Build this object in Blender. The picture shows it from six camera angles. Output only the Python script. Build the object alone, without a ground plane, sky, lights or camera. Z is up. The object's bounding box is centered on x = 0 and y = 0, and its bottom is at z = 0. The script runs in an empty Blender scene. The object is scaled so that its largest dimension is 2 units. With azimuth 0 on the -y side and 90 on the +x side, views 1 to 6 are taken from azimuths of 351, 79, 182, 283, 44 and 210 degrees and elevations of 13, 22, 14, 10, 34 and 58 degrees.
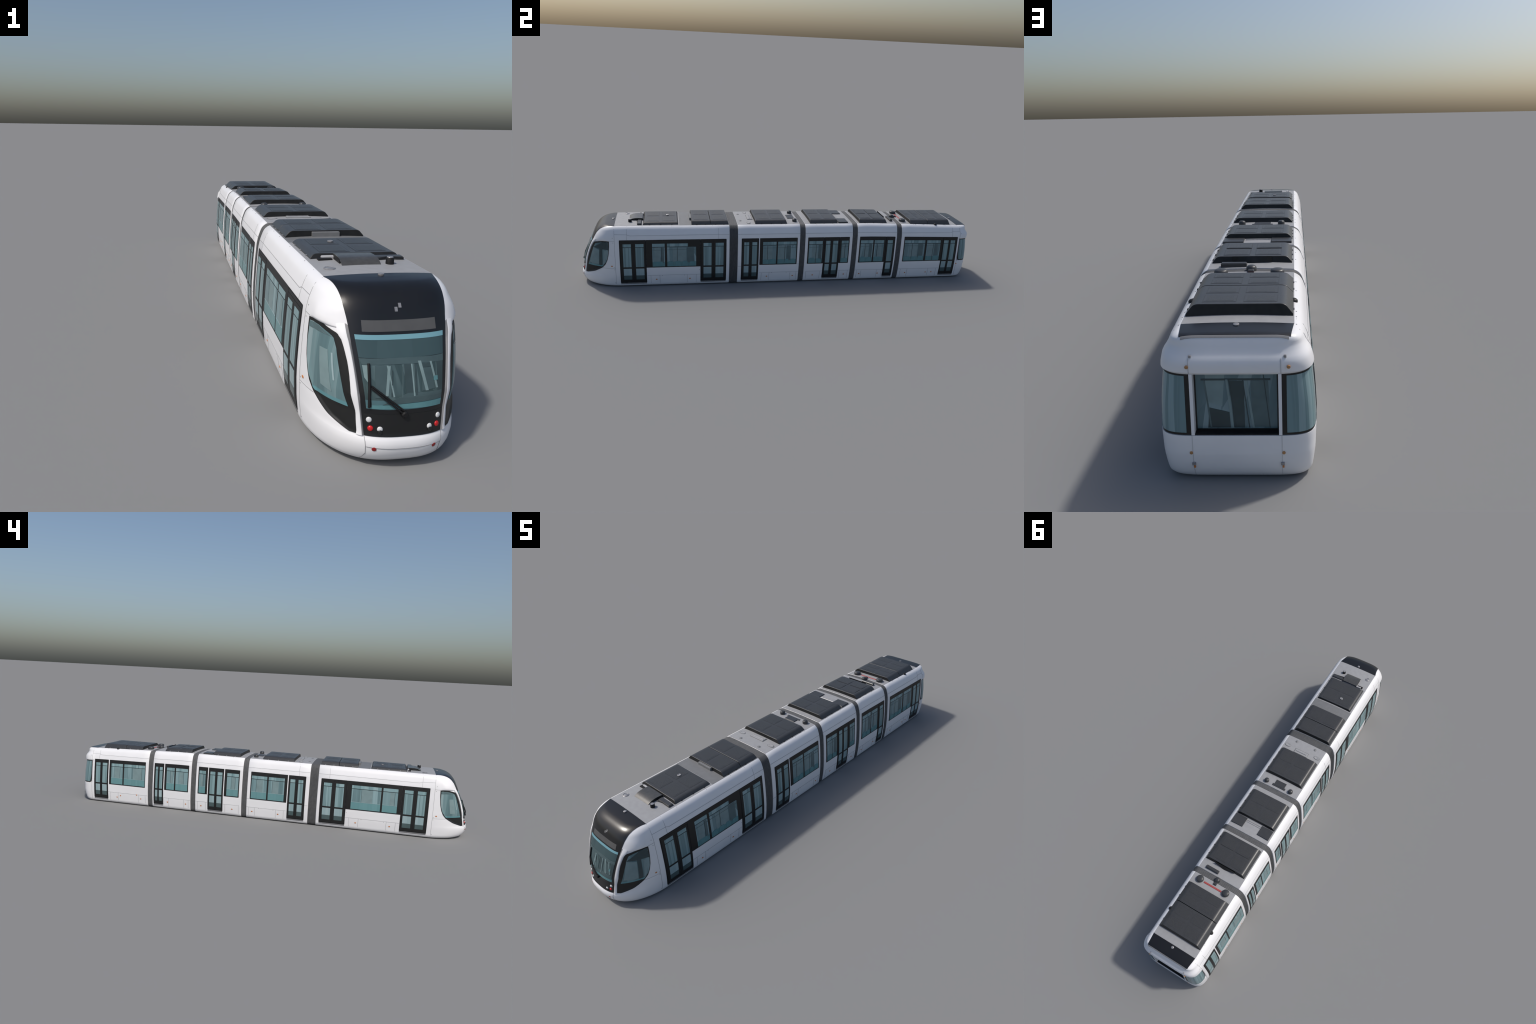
"""Articulated low-floor tram: five carriages, four bellows, rounded cab at -y, flat rear at +y."""
import bpy, math, random
import numpy as np

random.seed(7)

# ------------------------------------------------------------------ materials
def material(name, color, rough=0.5, spec=0.5, metallic=0.0, grain=0.0, grain_scale=40.0,
             bump=0.0, bump_scale=400.0, coat=0.0):
    m = bpy.data.materials.new(name); m.use_nodes = True
    nt = m.node_tree; b = nt.nodes["Principled BSDF"]
    b.inputs["Roughness"].default_value = rough
    b.inputs["Specular IOR Level"].default_value = spec
    b.inputs["Metallic"].default_value = metallic
    b.inputs["Coat Weight"].default_value = coat
    tc = nt.nodes.new("ShaderNodeTexCoord")
    if grain > 0:
        n = nt.nodes.new("ShaderNodeTexNoise"); n.inputs["Scale"].default_value = grain_scale
        n.inputs["Detail"].default_value = 5
        nt.links.new(tc.outputs["Object"], n.inputs["Vector"])
        r = nt.nodes.new("ShaderNodeValToRGB")
        r.color_ramp.elements[0].position = 0.3; r.color_ramp.elements[1].position = 0.7
        r.color_ramp.elements[0].color = tuple(c * (1 - grain) for c in color) + (1,)
        r.color_ramp.elements[1].color = tuple(min(1, c * (1 + grain)) for c in color) + (1,)
        nt.links.new(n.outputs["Fac"], r.inputs["Fac"])
        nt.links.new(r.outputs["Color"], b.inputs["Base Color"])
    else:
        b.inputs["Base Color"].default_value = tuple(color) + (1,)
    if bump > 0:
        n2 = nt.nodes.new("ShaderNodeTexNoise"); n2.inputs["Scale"].default_value = bump_scale
        nt.links.new(tc.outputs["Object"], n2.inputs["Vector"])
        bp = nt.nodes.new("ShaderNodeBump"); bp.inputs["Strength"].default_value = bump
        bp.inputs["Distance"].default_value = 0.001
        nt.links.new(n2.outputs["Fac"], bp.inputs["Height"])
        nt.links.new(bp.outputs["Normal"], b.inputs["Normal"])
    return m

def tinted_glass(name, dark, mid, light, low=None, low_z=0.14, axis="y", freq=45.0, seed=0.0, rough=0.18,
                 low2=None, low2_z=0.06, spec=0.35, tilt=0.0, zf=1.2):
    """Tinted pane: vertical streaks of the cabin behind it, optional seat band below low_z."""
    m = bpy.data.materials.new(name); m.use_nodes = True
    nt = m.node_tree; b = nt.nodes["Principled BSDF"]
    b.inputs["Roughness"].default_value = rough
    b.inputs["Specular IOR Level"].default_value = spec
    tc = nt.nodes.new("ShaderNodeTexCoord")
    ab = nt.nodes.new("ShaderNodeVectorMath"); ab.operation = "ABSOLUTE"
    nt.links.new(tc.outputs["Object"], ab.inputs[0])
    dp = nt.nodes.new("ShaderNodeVectorMath"); dp.operation = "DOT_PRODUCT"
    dp.inputs[1].default_value = {"y": (0, freq, tilt), "x": (freq, 0, tilt), "corner": (-freq, freq, 0)}[axis]
    nt.links.new(tc.outputs["Object"] if axis != "corner" else ab.outputs[0], dp.inputs[0])
    sz = nt.nodes.new("ShaderNodeSeparateXYZ"); nt.links.new(tc.outputs["Object"], sz.inputs[0])
    zz = nt.nodes.new("ShaderNodeMath"); zz.operation = "MULTIPLY"; zz.inputs[1].default_value = zf
    nt.links.new(sz.outputs["Z"], zz.inputs[0])
    mp = nt.nodes.new("ShaderNodeCombineXYZ"); mp.inputs[2].default_value = seed
    nt.links.new(dp.outputs["Value"], mp.inputs[0]); nt.links.new(zz.outputs[0], mp.inputs[1])
    n = nt.nodes.new("ShaderNodeTexVoronoi"); n.inputs["Scale"].default_value = 1.0
    nt.links.new(mp.outputs["Vector"], n.inputs["Vector"])
    n2 = nt.nodes.new("ShaderNodeTexNoise"); n2.inputs["Scale"].default_value = 2.3
    nt.links.new(mp.outputs["Vector"], n2.inputs["Vector"])
    sep = nt.nodes.new("ShaderNodeSeparateColor")
    nt.links.new(n.outputs["Color"], sep.inputs["Color"])
    mx = nt.nodes.new("ShaderNodeMath"); mx.operation = "MULTIPLY_ADD"
    mx.inputs[1].default_value = 0.6
    nt.links.new(sep.outputs["Red"], mx.inputs[0])
    ml = nt.nodes.new("ShaderNodeMath"); ml.operation = "MULTIPLY"; ml.inputs[1].default_value = 0.4
    nt.links.new(n2.outputs["Fac"], ml.inputs[0]); nt.links.new(ml.outputs[0], mx.inputs[2])
    r = nt.nodes.new("ShaderNodeValToRGB"); e = r.color_ramp.elements
    e[0].position = 0.2; e[0].color = dark + (1,)
    e[1].position = 0.85; e[1].color = light + (1,)
    k = r.color_ramp.elements.new(0.5); k.color = mid + (1,)
    nt.links.new(mx.outputs[0], r.inputs["Fac"])
    col = r.outputs["Color"]
    sx = nt.nodes.new("ShaderNodeSeparateXYZ"); nt.links.new(tc.outputs["Object"], sx.inputs["Vector"])
    def band(col, lowcol, zt, soft):
        mr = nt.nodes.new("ShaderNodeMapRange")
        mr.inputs["From Min"].default_value = zt - soft; mr.inputs["From Max"].default_value = zt + soft
        nt.links.new(sx.outputs["Z"], mr.inputs["Value"])
        mix = nt.nodes.new("ShaderNodeMix"); mix.data_type = "RGBA"
        nt.links.new(mr.outputs["Result"], mix.inputs["Factor"])
        mm = nt.nodes.new("ShaderNodeMix"); mm.data_type = "RGBA"; mm.inputs["Factor"].default_value = 0.85
        nt.links.new(col, mm.inputs[6]); mm.inputs[7].default_value = lowcol + (1,)
        nt.links.new(mm.outputs[2], mix.inputs[6]); nt.links.new(col, mix.inputs[7])
        return mix.outputs[2]
    if low is not None: col = band(col, low, low_z, 0.0006)
    if low2 is not None: col = band(col, low2, low2_z, 0.0006)
    nt.links.new(col, b.inputs["Base Color"])
    return m

M = {}
M["white"] = material("white_paint", (0.80, 0.80, 0.815), 0.32, 0.5, grain=0.015, grain_scale=18)
M["cab_grey"] = material("pillar_painted_shade", (0.23, 0.23, 0.235), 0.5)
M["roof"] = material("roof_grey_paint", (0.31, 0.315, 0.325), 0.55, grain=0.05, grain_scale=60, bump=0.15)
M["roof_dark"] = material("roof_dark_grey_paint", (0.17, 0.175, 0.18), 0.5, grain=0.06, grain_scale=60, bump=0.15)
M["black"] = material("black_frame", (0.012, 0.0125, 0.0125), 0.45, 0.4, grain=0.1, grain_scale=80)
M["mask"] = material("black_glass_mask", (0.0095, 0.010, 0.0115), 0.28, 0.5)
M["mask_lamp"] = material("black_lamp_panel", (0.011, 0.0115, 0.012), 0.38, 0.45)
M["rubber"] = material("black_rubber", (0.01, 0.01, 0.011), 0.6, 0.3)
M["hood"] = material("hood_charcoal", (0.042, 0.044, 0.047), 0.35, 0.52, grain=0.1, grain_scale=90, bump=0.25, bump_scale=600)
M["cover"] = material("cover_glossy_grey", (0.06, 0.06, 0.058), 0.27, 0.6, grain=0.15, grain_scale=120)
M["hood_plate"] = material("hood_plate_charcoal", (0.039, 0.041, 0.043), 0.37, 0.52, grain=0.16, grain_scale=260, bump=0.4, bump_scale=700)
M["hood_frame"] = material("hood_groove", (0.036, 0.0375, 0.0395), 0.40, 0.5)
M["hood_end"] = material("hood_grille_black", (0.011, 0.0115, 0.012), 0.5, 0.4, grain=0.35, grain_scale=70)
M["bellows"] = material("bellows_rubber", (0.125, 0.127, 0.13), 0.6, 0.3, grain=0.12, grain_scale=70)
M["bellows_dark"] = material("bellows_fold_rubber", (0.06, 0.062, 0.065), 0.6, 0.3, grain=0.1, grain_scale=70)
M["under"] = material("underframe_black", (0.015, 0.015, 0.016), 0.7, 0.3)
M["sill"] = material("sill_grey", (0.42, 0.42, 0.43), 0.5)
M["orange"] = material("orange_reflector", (0.52, 0.19, 0.05), 0.4)
M["amber"] = material("faded_amber", (0.42, 0.22, 0.09), 0.4, grain=0.2, grain_scale=200)
M["red"] = material("red_lamp", (0.55, 0.012, 0.015), 0.3)
M["dark_red"] = material("dark_red_reflector", (0.28, 0.012, 0.012), 0.3)
M["red_bar"] = material("red_roof_bar", (0.36, 0.065, 0.06), 0.55, grain=0.1)
M["lamp"] = material("white_lamp", (0.62, 0.63, 0.64), 0.25, grain=0.05, grain_scale=300)
M["metal"] = material("worn_grey_metal", (0.30, 0.30, 0.31), 0.35, 0.5, metallic=0.4, grain=0.2, grain_scale=300)
M["seam"] = material("panel_gap", (0.30, 0.30, 0.31), 0.6)
M["seam_faint"] = material("panel_gap_faint", (0.42, 0.42, 0.43), 0.6)
M["step"] = material("door_step_grey", (0.16, 0.16, 0.165), 0.6)
M["display"] = material("display_grey", (0.085, 0.085, 0.085), 0.3, grain=0.08, grain_scale=30)
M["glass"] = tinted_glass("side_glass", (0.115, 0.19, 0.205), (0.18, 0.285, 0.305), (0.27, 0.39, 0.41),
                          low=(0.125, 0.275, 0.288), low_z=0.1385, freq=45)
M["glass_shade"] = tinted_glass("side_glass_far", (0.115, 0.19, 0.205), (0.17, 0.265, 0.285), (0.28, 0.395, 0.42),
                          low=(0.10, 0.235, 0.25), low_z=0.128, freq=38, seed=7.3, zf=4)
M["glass_top"] = tinted_glass("transom_glass", (0.15, 0.25, 0.265), (0.22, 0.34, 0.36), (0.30, 0.42, 0.44), freq=45)
M["glass_door"] = tinted_glass("door_glass", (0.15, 0.235, 0.25), (0.19, 0.30, 0.315), (0.26, 0.375, 0.395), freq=70, seed=3.1)
M["glass_low"] = tinted_glass("door_glass_lower", (0.26, 0.36, 0.38), (0.29, 0.395, 0.415), (0.34, 0.44, 0.46), freq=30, seed=1.3,
                              low2=(0.035, 0.06, 0.06), low2_z=0.060)
M["glass_cab"] = tinted_glass("cab_side_glass", (0.10, 0.17, 0.185), (0.14, 0.23, 0.245), (0.28, 0.36, 0.375),
                              low=(0.11, 0.27, 0.30), low_z=0.112, freq=55, seed=2.0)
M["glass_front"] = tinted_glass("windscreen_glass", (0.036, 0.062, 0.066), (0.056, 0.092, 0.098), (0.12, 0.18, 0.19),
                                low=(0.085, 0.175, 0.20), low_z=0.124, axis="x", freq=48, seed=5.2, rough=0.12, tilt=8, zf=9)
M["glass_front_top"] = tinted_glass("windscreen_glass_top", (0.043, 0.076, 0.084), (0.048, 0.083, 0.091), (0.058, 0.098, 0.107), axis="x", freq=12, rough=0.12)
M["glass_strip"] = material("blue_sun_strip", (0.17, 0.35, 0.41), 0.2)
M["glass_rear"] = tinted_glass("rear_glass", (0.10, 0.165, 0.185), (0.14, 0.215, 0.24), (0.23, 0.32, 0.345), axis="x", freq=42, seed=1.9, rough=0.15, tilt=8, zf=5)
M["glass_corner"] = tinted_glass("rear_corner_glass", (0.12, 0.20, 0.215), (0.17, 0.27, 0.29), (0.27, 0.38, 0.40), axis="corner", freq=55, seed=4.0)

# ------------------------------------------------------------------ body shape
# half width by height, and the nose / tail plan curves (superellipses per height level)
WZ = ([0, .004, .010, .05, .09, .12, .17, .20, .24, .26, .275, .285, .292, .297, .2995],
      [.130, .1365, .1405, .1452, .1466, .1463, .1437, .1415, .138, .1338, .1285, .1245, .119, .1125, .107])
NOSE = ([0, .004, .010, .018, .03, .045, .055, .061, .066, .08, .129, .151, .17, .1917, .2172, .2427, .255, .265,
         .275, .283, .29, .296, .2995, .3006, .3018, .3025],
        [-.958, -.968, -.981, -.989, -.9965, -1.0, -.9985, -.9945, -.9925, -.9905, -.9825, -.9745, -.967, -.958,
         -.946, -.9345, -.929, -.9245, -.918, -.911, -.902, -.890, -.878, -.868, -.85, -.801])
TAIL = ([0, .004, .010, .02, .035, .06, .09, .099, .2285, .2336, .2479, .257, .2643, .27, .2774, .285, .2917, .2965,
         .2995, .3006, .3018, .3025],
        [.976, .981, .986, .9915, .996, .9995, 1.0, .9995, .995, .9985, 1.0, .998, .9935, .990, .987, .9845, .982, .9795,
         .9765, .975, .973, .901])
ROOF_EDGE, ROOF_Z, CROWN = .107, .3025, .003
YF, YR = -.80, .90            # where the nose and the tail start

def half_width(z):
    if z >= .2995: return ROOF_EDGE * math.sqrt(max(0.0, (ROOF_Z - z) / CROWN))
    return float(np.interp(z, *WZ))
def roof_z(x): return ROOF_Z - CROWN * (x / ROOF_EDGE) ** 2
def smooth(t):
    t = min(1.0, max(0.0, t)); return t * t * (3 - 2 * t)
def nose_exp(z):
    t = min(1, max(0, (z - .1) / .125)); return 2.75 + 1.05 * t, 2 + t
def tail_exp(z):
    t = smooth((z - .15) / .08); u = smooth((z - .280) / .0195)
    return 7 - 1.5 * t + 4.0 * u, 5 - .7 * t + 3.2 * u
def shoulder(z, y):           # white brow that overhangs the cab side window
    g = smooth((z - .2352) / .0025) * (1 - smooth((z - .247) / .03))
    return .0032 * g * smooth((-.852 - y) / .03) * smooth((y + .922) / .03)
CAB_EDGE = ([.0625, .0688, .078, .0888, .1002, .118, .139, .162, .187, .21, .2330], [-.966, -.951, -.927, -.909, -.8905, -.8755, -.866, -.86, -.8565, -.8545, -.854])
def cab_inset(z, y):          # cab side window lies a little behind the white cheek
    if z < .0625 or y > -.85: return 0.0
    e = float(np.interp(z, *CAB_EDGE))
    return .0042 * smooth((e + .002 - y) / .016) * (1 - smooth((z - .2318) / .0028)) * smooth((y + .978) / .035)
def tail_brow(z, y):          # rear cap stands out above the corner windows
    g = smooth((z - .2285) / .005) * (1 - smooth((z - .258) / .02))
    return .0045 * g * smooth((y - .922) / .025)
def body_x(y, z):
    """half width of the skin at length y, height z"""
    if y < YF:
        a, b = nose_exp(z); q = (YF - y) / (YF - float(np.interp(z, *NOSE)))
        return half_width(z) * max(0.0, 1 - q ** b) ** (1 / a) - cab_inset(z, y) if q < 1 else 0.0
    if y > YR:
        a, b = tail_exp(z); q = (y - YR) / (float(np.interp(z, *TAIL)) - YR)
        return half_width(z) * max(0.0, 1 - q ** b) ** (1 / a) + tail_brow(z, y) if q < 1 else 0.0
    return half_width(z)
def nose_y(x, z):
    """front surface: y at sideways x and height z"""
    a, b = nose_exp(z); W = half_width(z); L = YF - float(np.interp(z, *NOSE))
    return YF - L * max(0.0, 1 - min(1, abs(x) / W) ** a) ** (1 / b)
def plan_curve(z, tail, n=1500):
    """dense plan outline at height z, from the side start to the centre line: arrays x, y, arc"""
    th = np.linspace(0, 1, n)
    if tail:
        a, b = tail_exp(z); L = float(np.interp(z, *TAIL)) - YR; y0, sg = YR, 1
    else:
        a, b = nose_exp(z); L = YF - float(np.interp(z, *NOSE)); y0, sg = YF, -1
    W = half_width(z)
    q1 = th * .97; x1 = (1 - q1 ** b) ** (1 / a)
    x2 = np.linspace(x1[-1], 0, n); q2 = (1 - x2 ** a) ** (1 / b)
    X = np.concatenate([x1, x2[1:]]) * W
    Y = y0 + sg * L * np.concatenate([q1, q2[1:]])
    X = X + np.array([(tail_brow(z, y) if tail else shoulder(z, y) - cab_inset(z, y)) for y in Y]) * np.minimum(1, X / (.6 * W + 1e-6))
    S = np.concatenate([[0], np.cumsum(np.hypot(np.diff(X), np.diff(Y)))])
    return X, Y, S

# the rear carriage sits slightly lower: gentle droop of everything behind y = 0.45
def droop(p):
    x, y, z = p
    if y > .45: z = z - .022 * (y - .45) * min(1.5, max(0.0, (z - .1) / .139))
    return (x, y, z)

# ------------------------------------------------------------------ object helpers
COL = bpy.context.scene.collection
def add_object(name, data, parent=None):
    o = bpy.data.objects.new(name, data); COL.objects.link(o)
    if parent: o.parent = parent
    return o
def add_mesh(name, verts, faces, mats, parent=None, idx=None, smooth_angle=40, stuff=False, raw=False):
    me = bpy.data.meshes.new(name)
    me.from_pydata([tuple(map(float, (v if raw else droop(v)))) for v in verts], [], [tuple(f) for f in faces])
    for m in (mats if isinstance(mats, (list, tuple)) else [mats]): me.materials.append(m)
    if idx is not None:
        for p, i in zip(me.polygons, idx): p.material_index = i
    me.update(); me.validate()
    if smooth_angle:
        for p in me.polygons: p.use_smooth = True
        me.set_sharp_from_angle(angle=math.radians(smooth_angle))
    o = add_object(name, me, parent)
    if stuff: o["kind"] = "stuff"
    return o
class Geo:
    """collects pieces for one mesh"""
    def __init__(s): s.v, s.f, s.i = [], [], []
    def add(s, v, f, i=0):
        o = len(s.v); s.v += [tuple(p) for p in v]
        s.f += [tuple(k + o for k in q) for q in f]; s.i += [i] * len(f)
    def build(s, name, mats, parent=None, **kw): return add_mesh(name, s.v, s.f, mats, parent, idx=s.i, **kw)

CENTRE = np.array([0, 0, .14])
def sheet(P, off, depth, out=None):
    """P[r][c] points on the skin -> thin slab standing off above it, sunk depth below its face"""
    P = np.array(P, float); R, C, _ = P.shape
    du = np.gradient(P, axis=0); dv = np.gradient(P, axis=1)
    N = np.cross(du, dv); ln = np.linalg.norm(N, axis=2, keepdims=True)
    ln[ln < 1e-12] = 1; N = N / ln
    ref = P - np.array([0, 0, .14]) if out is None else np.broadcast_to(np.array(out, float), P.shape)
    if out is None:
        ref = ref.copy(); ref[:, :, 1] = np.where(P[:, :, 1] < -.85, P[:, :, 1] + .85, np.where(P[:, :, 1] > .94, P[:, :, 1] - .94, 0))
    flip = (N * ref).sum() < 0
    if flip: N = -N
    A = P + N * off; B = P + N * (off - depth)
    v = [tuple(A[r, c]) for r in range(R) for c in range(C)]
    f = []
    for r in range(R - 1):
        for c in range(C - 1):
            q = (r * C + c, r * C + c + 1, (r + 1) * C + c + 1, (r + 1) * C + c)
            f.append(q if flip else q[::-1])
    rim = [(0, c) for c in range(C)] + [(r, C - 1) for r in range(1, R)] + \
          [(R - 1, c) for c in range(C - 2, -1, -1)] + [(r, 0) for r in range(R - 2, 0, -1)]
    base = len(v); v += [tuple(B[r, c]) for r, c in rim]
    n = len(rim)
    for k in range(n):
        r, c = rim[k]; r2, c2 = rim[(k + 1) % n]
        q = (r * C + c, base + k, base + (k + 1) % n, r2 * C + c2)
        f.append(q if flip else q[::-1])
    # make winding consistent: first face normal must agree with outward direction
    a, b_, c_ = (np.array(v[i]) for i in f[0][:3])
    if np.dot(np.cross(b_ - a, c_ - a), (N[0, 0])) < 0: f = [q[::-1] for q in f]
    return v, f
def zrows(z0, z1, step=.012):
    n = max(2, int(round((z1 - z0) / step)) + 1); return np.linspace(z0, z1, n)
def corner(z, z0, z1, rad, top=True, bottom=True):
    """inset of a rounded corner at height z"""
    d = 0.0
    for on, e in ((top, z1 - z), (bottom, z - z0)):
        if on and e < rad: d = max(d, rad - math.sqrt(max(0, rad * rad - (rad - e) ** 2)))
    return d
def side_panel(sg, y0, y1, z0, z1, off, depth=.003, rad=0.0, cols=None):
    zs = list(zrows(z0, z1))
    if rad:
        zs = sorted(set(zs) | {z0 + rad * k for k in (0, .1, .3, .6, 1)} | {z1 - rad * k for k in (0, .1, .3, .6, 1)})
    C = cols or max(3, int((y1 - y0) / .03) + 2)
    P = []
    for z in zs:
        d = corner(z, z0, z1, rad) if rad else 0
        P.append([(sg * body_x(y, z), y, z) for y in np.linspace(y0 + d, y1 - d, C)])
    return sheet(P, off, depth, out=(sg, 0, 0))
def box(cx, cy, cz, sx, sy, sz, bev=0.0):
    """box with top chamfer"""
    v = []
    for z, k in ((cz - sz / 2, 0), (cz + sz / 2 - bev, 0), (cz + sz / 2, bev)):
        for dx, dy in ((-1, -1), (1, -1), (1, 1), (-1, 1)):
            v.append((cx + dx * (sx / 2 - k), cy + dy * (sy / 2 - k), z))
    f = [(3, 2, 1, 0), (8, 9, 10, 11)]
    for l in (0, 4):
        for k in range(4): f.append((l + k, l + (k + 1) % 4, l + 4 + (k + 1) % 4, l + 4 + k))
    return v, f
def revolve(profile, n=28, cap=True):
    """profile [(r,z)] turned about z"""
    v, f = [], []
    for r, z in profile:
        for k in range(n):
            t = 2 * math.pi * k / n; v.append((r * math.cos(t), r * math.sin(t), z))
    for i in range(len(profile) - 1):
        for k in range(n):
            f.append((i * n + k, i * n + (k + 1) % n, (i + 1) * n + (k + 1) % n, (i + 1) * n + k))
    if cap:
        f.append(tuple(range(n))[::-1]); f.append(tuple((len(profile) - 1) * n + k for k in range(n)))
    return v, f
def tube(path, r, n=10):
    path = np.array(path, float); v, f = [], []
    for i, p in enumerate(path):
        t = path[min(i + 1, len(path) - 1)] - path[max(i - 1, 0)]; t /= np.linalg.norm(t)
        a = np.cross(t, (0, 0, 1)); a = a if np.linalg.norm(a) > 1e-3 else np.cross(t, (1, 0, 0)); a /= np.linalg.norm(a)
        b = np.cross(a, t)
        for k in range(n):
            w = 2 * math.pi * k / n; v.append(tuple(p + r * (math.cos(w) * a + math.sin(w) * b)))
    m = len(path)
    for i in range(m - 1):
        for k in range(n): f.append((i * n + k, i * n + (k + 1) % n, (i + 1) * n + (k + 1) % n, (i + 1) * n + k))
    f.append(tuple(range(n))[::-1]); f.append(tuple((m - 1) * n + k for k in range(n)))
    return v, f
def moved(vf, d, rot=None):
    v, f = vf
    v = np.array(v, float)
    if rot is not None: v = v @ np.array(rot, float).T
    return [tuple(p) for p in v + np.array(d)], f

# ------------------------------------------------------------------ root
tram = add_object("tram", None); tram.empty_display_size = .2
tram["label"] = "white five-section articulated tram with black doors and roof hoods"
tram["category"] = "tram"

# section levels shared by all shells
LEVELS = sorted({0, .004, .007, .010, .018, .03, .045, .055, .058, .061, .064, .067, .070, .073, .0765, .080, .0835, .087, .091, .0945, .098, .0992, .104, .109, .114, .121, .129, .139, .151, .16, .17, .1917, .21,
                 .2172, .2278, .2285, .231, .2322, .2336, .2350, .2365, .24, .2479, .253, .257, .2643, .27, .2774, .283, .287, .2917, .2945, .2965,
                 .2985, .2995, .3001, .3006, .3012, .3018, .3022, .30245})

def section(inset=0.0):
    pts = [(half_width(z) - inset, z - inset * (.3 if z > .29 else 0)) for z in LEVELS]
    return [(-x, z) for x, z in pts] + [(0, ROOF_Z - inset * .3)] + [(x, z) for x, z in reversed(pts)]

def loft(stations):
    """[(y, inset)] -> straight body shell, open at the ends, closed below"""
    v, f = [], []; n = None
    for y, ins in stations:
        s = section(ins); n = len(s); v += [(x, y, z) for x, z in s]
    for i in range(len(stations) - 1):
        for k in range(n):
            k2 = (k + 1) % n
            f.append((i * n + k, (i + 1) * n + k, (i + 1) * n + k2, i * n + k2))
    return v, f, n

def end_cap(g, y, flip):
    s = section(.004); o = len(g.v); g.v += [(x, y, z) for x, z in s]
    q = tuple(range(o, o + len(s))); g.f.append(q if flip else q[::-1]); g.i.append(1)

CARS = [(-.80, -.282), (-.2415, .073), (.0995, .3475), (.3735, .5870), (.6130, .90)]
carriages = []
for ci, (a, b) in enumerate(CARS):
    g = Geo()
    st = []
    if ci > 0: st += [(a, .0035), (a + .0008, .0012), (a + .0025, 0)]
    else: st += [(a, 0)]
    st += [(y, 0) for y in np.linspace(a, b, 8)[1:-1]]
    if ci < 4: st += [(b - .0025, 0), (b - .0008, .0012), (b, .0035)]
    else: st += [(b, 0)]
    v, f, n = loft(st); g.add(v, f)
    if ci > 0: end_cap(g, a + .0002, True)
    if ci < 4: end_cap(g, b - .0002, False)
    if ci in (0, 4):
        tail = ci == 4; NC = 96; rows = []
        for z in LEVELS:
            X, Y, S = plan_curve(z, tail)
            s = np.linspace(0, S[-1], NC); xs = np.interp(s, S, X); ys = np.interp(s, S, Y)
            if tail and .0985 < z < .2280:      # window band set back
                W = half_width(z); ye = float(np.interp(z, *TAIL))
                for k in range(NC):
                    t = smooth((ys[k] - .937) / .006)
                    xs[k] = xs[k] * (1 - .075 * t); ys[k] = ys[k] - .0165 * smooth((ys[k] - .95) / .04)
            left = [(-x, y, z) for x, y in zip(xs, ys)]; right = [(x, y, z) for x, y in zip(xs[::-1], ys[::-1])]
            rows.append(left + right[1:])
        C = len(rows[0]); v = [p for r in rows for p in r]; f = []
        for r in range(len(rows) - 1):
            for c in range(C - 1):
                q = (r * C + c, r * C + c + 1, (r + 1) * C + c + 1, (r + 1) * C + c)
                f.append(q[::-1] if tail else q)
        v.append((0, YR if tail else YF, ROOF_Z)); top = len(v) - 1; lr = (len(rows) - 1) * C
        for c in range(C - 1):
            q = (lr + c, lr + c + 1, top); f.append(q[::-1] if tail else q)
        q = tuple(range(C)); f.append(q if tail else q[::-1])
        g.add(v, f)
    # weld coincident vertices of the straight part and the rounded end
    key, remap, nv = {}, [], []
    for p in g.v:
        k = tuple(round(c, 5) for c in p)
        if k not in key: key[k] = len(nv); nv.append(p)
        remap.append(key[k])
    nf, ni = [], []
    for q, i in zip(g.f, g.i):
        q2 = []
        for k in q:
            if remap[k] not in q2: q2.append(remap[k])
        if len(q2) > 2: nf.append(tuple(q2)); ni.append(i)
    o = add_mesh("carriage_body", nv, nf, [M["white"], M["under"]], tram, idx=ni, smooth_angle=35)
    carriages.append(o)

def car_at(y):
    for o, (a, b) in zip(carriages, CARS):
        if y < b + .0135 or o is carriages[-1]: return o

# underframe skirt, dark, just inside the body foot
g = Geo()
ys = list(np.linspace(-.945, -.80, 16)) + list(np.linspace(-.78, .88, 12)) + list(np.linspace(.90, .962, 10))
ring = [(max(.004, body_x(y, .0) * .985 - .004), y) for y in ys]
ring = ring + [(-x, y) for x, y in reversed(ring)]
n = len(ring)
g.add([(x, y, 0) for x, y in ring] + [(x, y, .012) for x, y in ring],
      [(k, (k + 1) % n, n + (k + 1) % n, n + k) for k in range(n)] + [tuple(range(n))[::-1], tuple(range(n, 2 * n))])
g.build("underframe", M["under"], tram, smooth_angle=0)

# ------------------------------------------------------------------ bellows
for a, b, ribs in [(-.2815, -.2420, 9), (.0735, .0990, 5), (.3480, .3730, 5), (.5875, .6125, 5)]:
    g = Geo(); st = []
    N = ribs * 6
    for k in range(N + 1):
        t = k / N; st.append((a + (b - a) * t, .0026 + .0010 * math.cos(2 * math.pi * ribs * t)))
    v, f, n = loft(st)
    for i, q in enumerate(f):
        seg = i // n; ph = (seg % 6)
        g.add([v[k] for k in q], [(0, 1, 2, 3)], 1 if ph in (2, 3) or ph == 5 and ribs == 9 else 0)
    # weld
    key, remap, nv = {}, [], []
    for p in g.v:
        k = tuple(round(c, 6) for c in p)
        if k not in key: key[k] = len(nv); nv.append(p)
        remap.append(key[k])
    add_mesh("bellows", nv, [tuple(remap[k] for k in q) for q in g.f],
             [M["bellows"], M["bellows_dark"]], tram, idx=g.i, smooth_angle=60)

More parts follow.
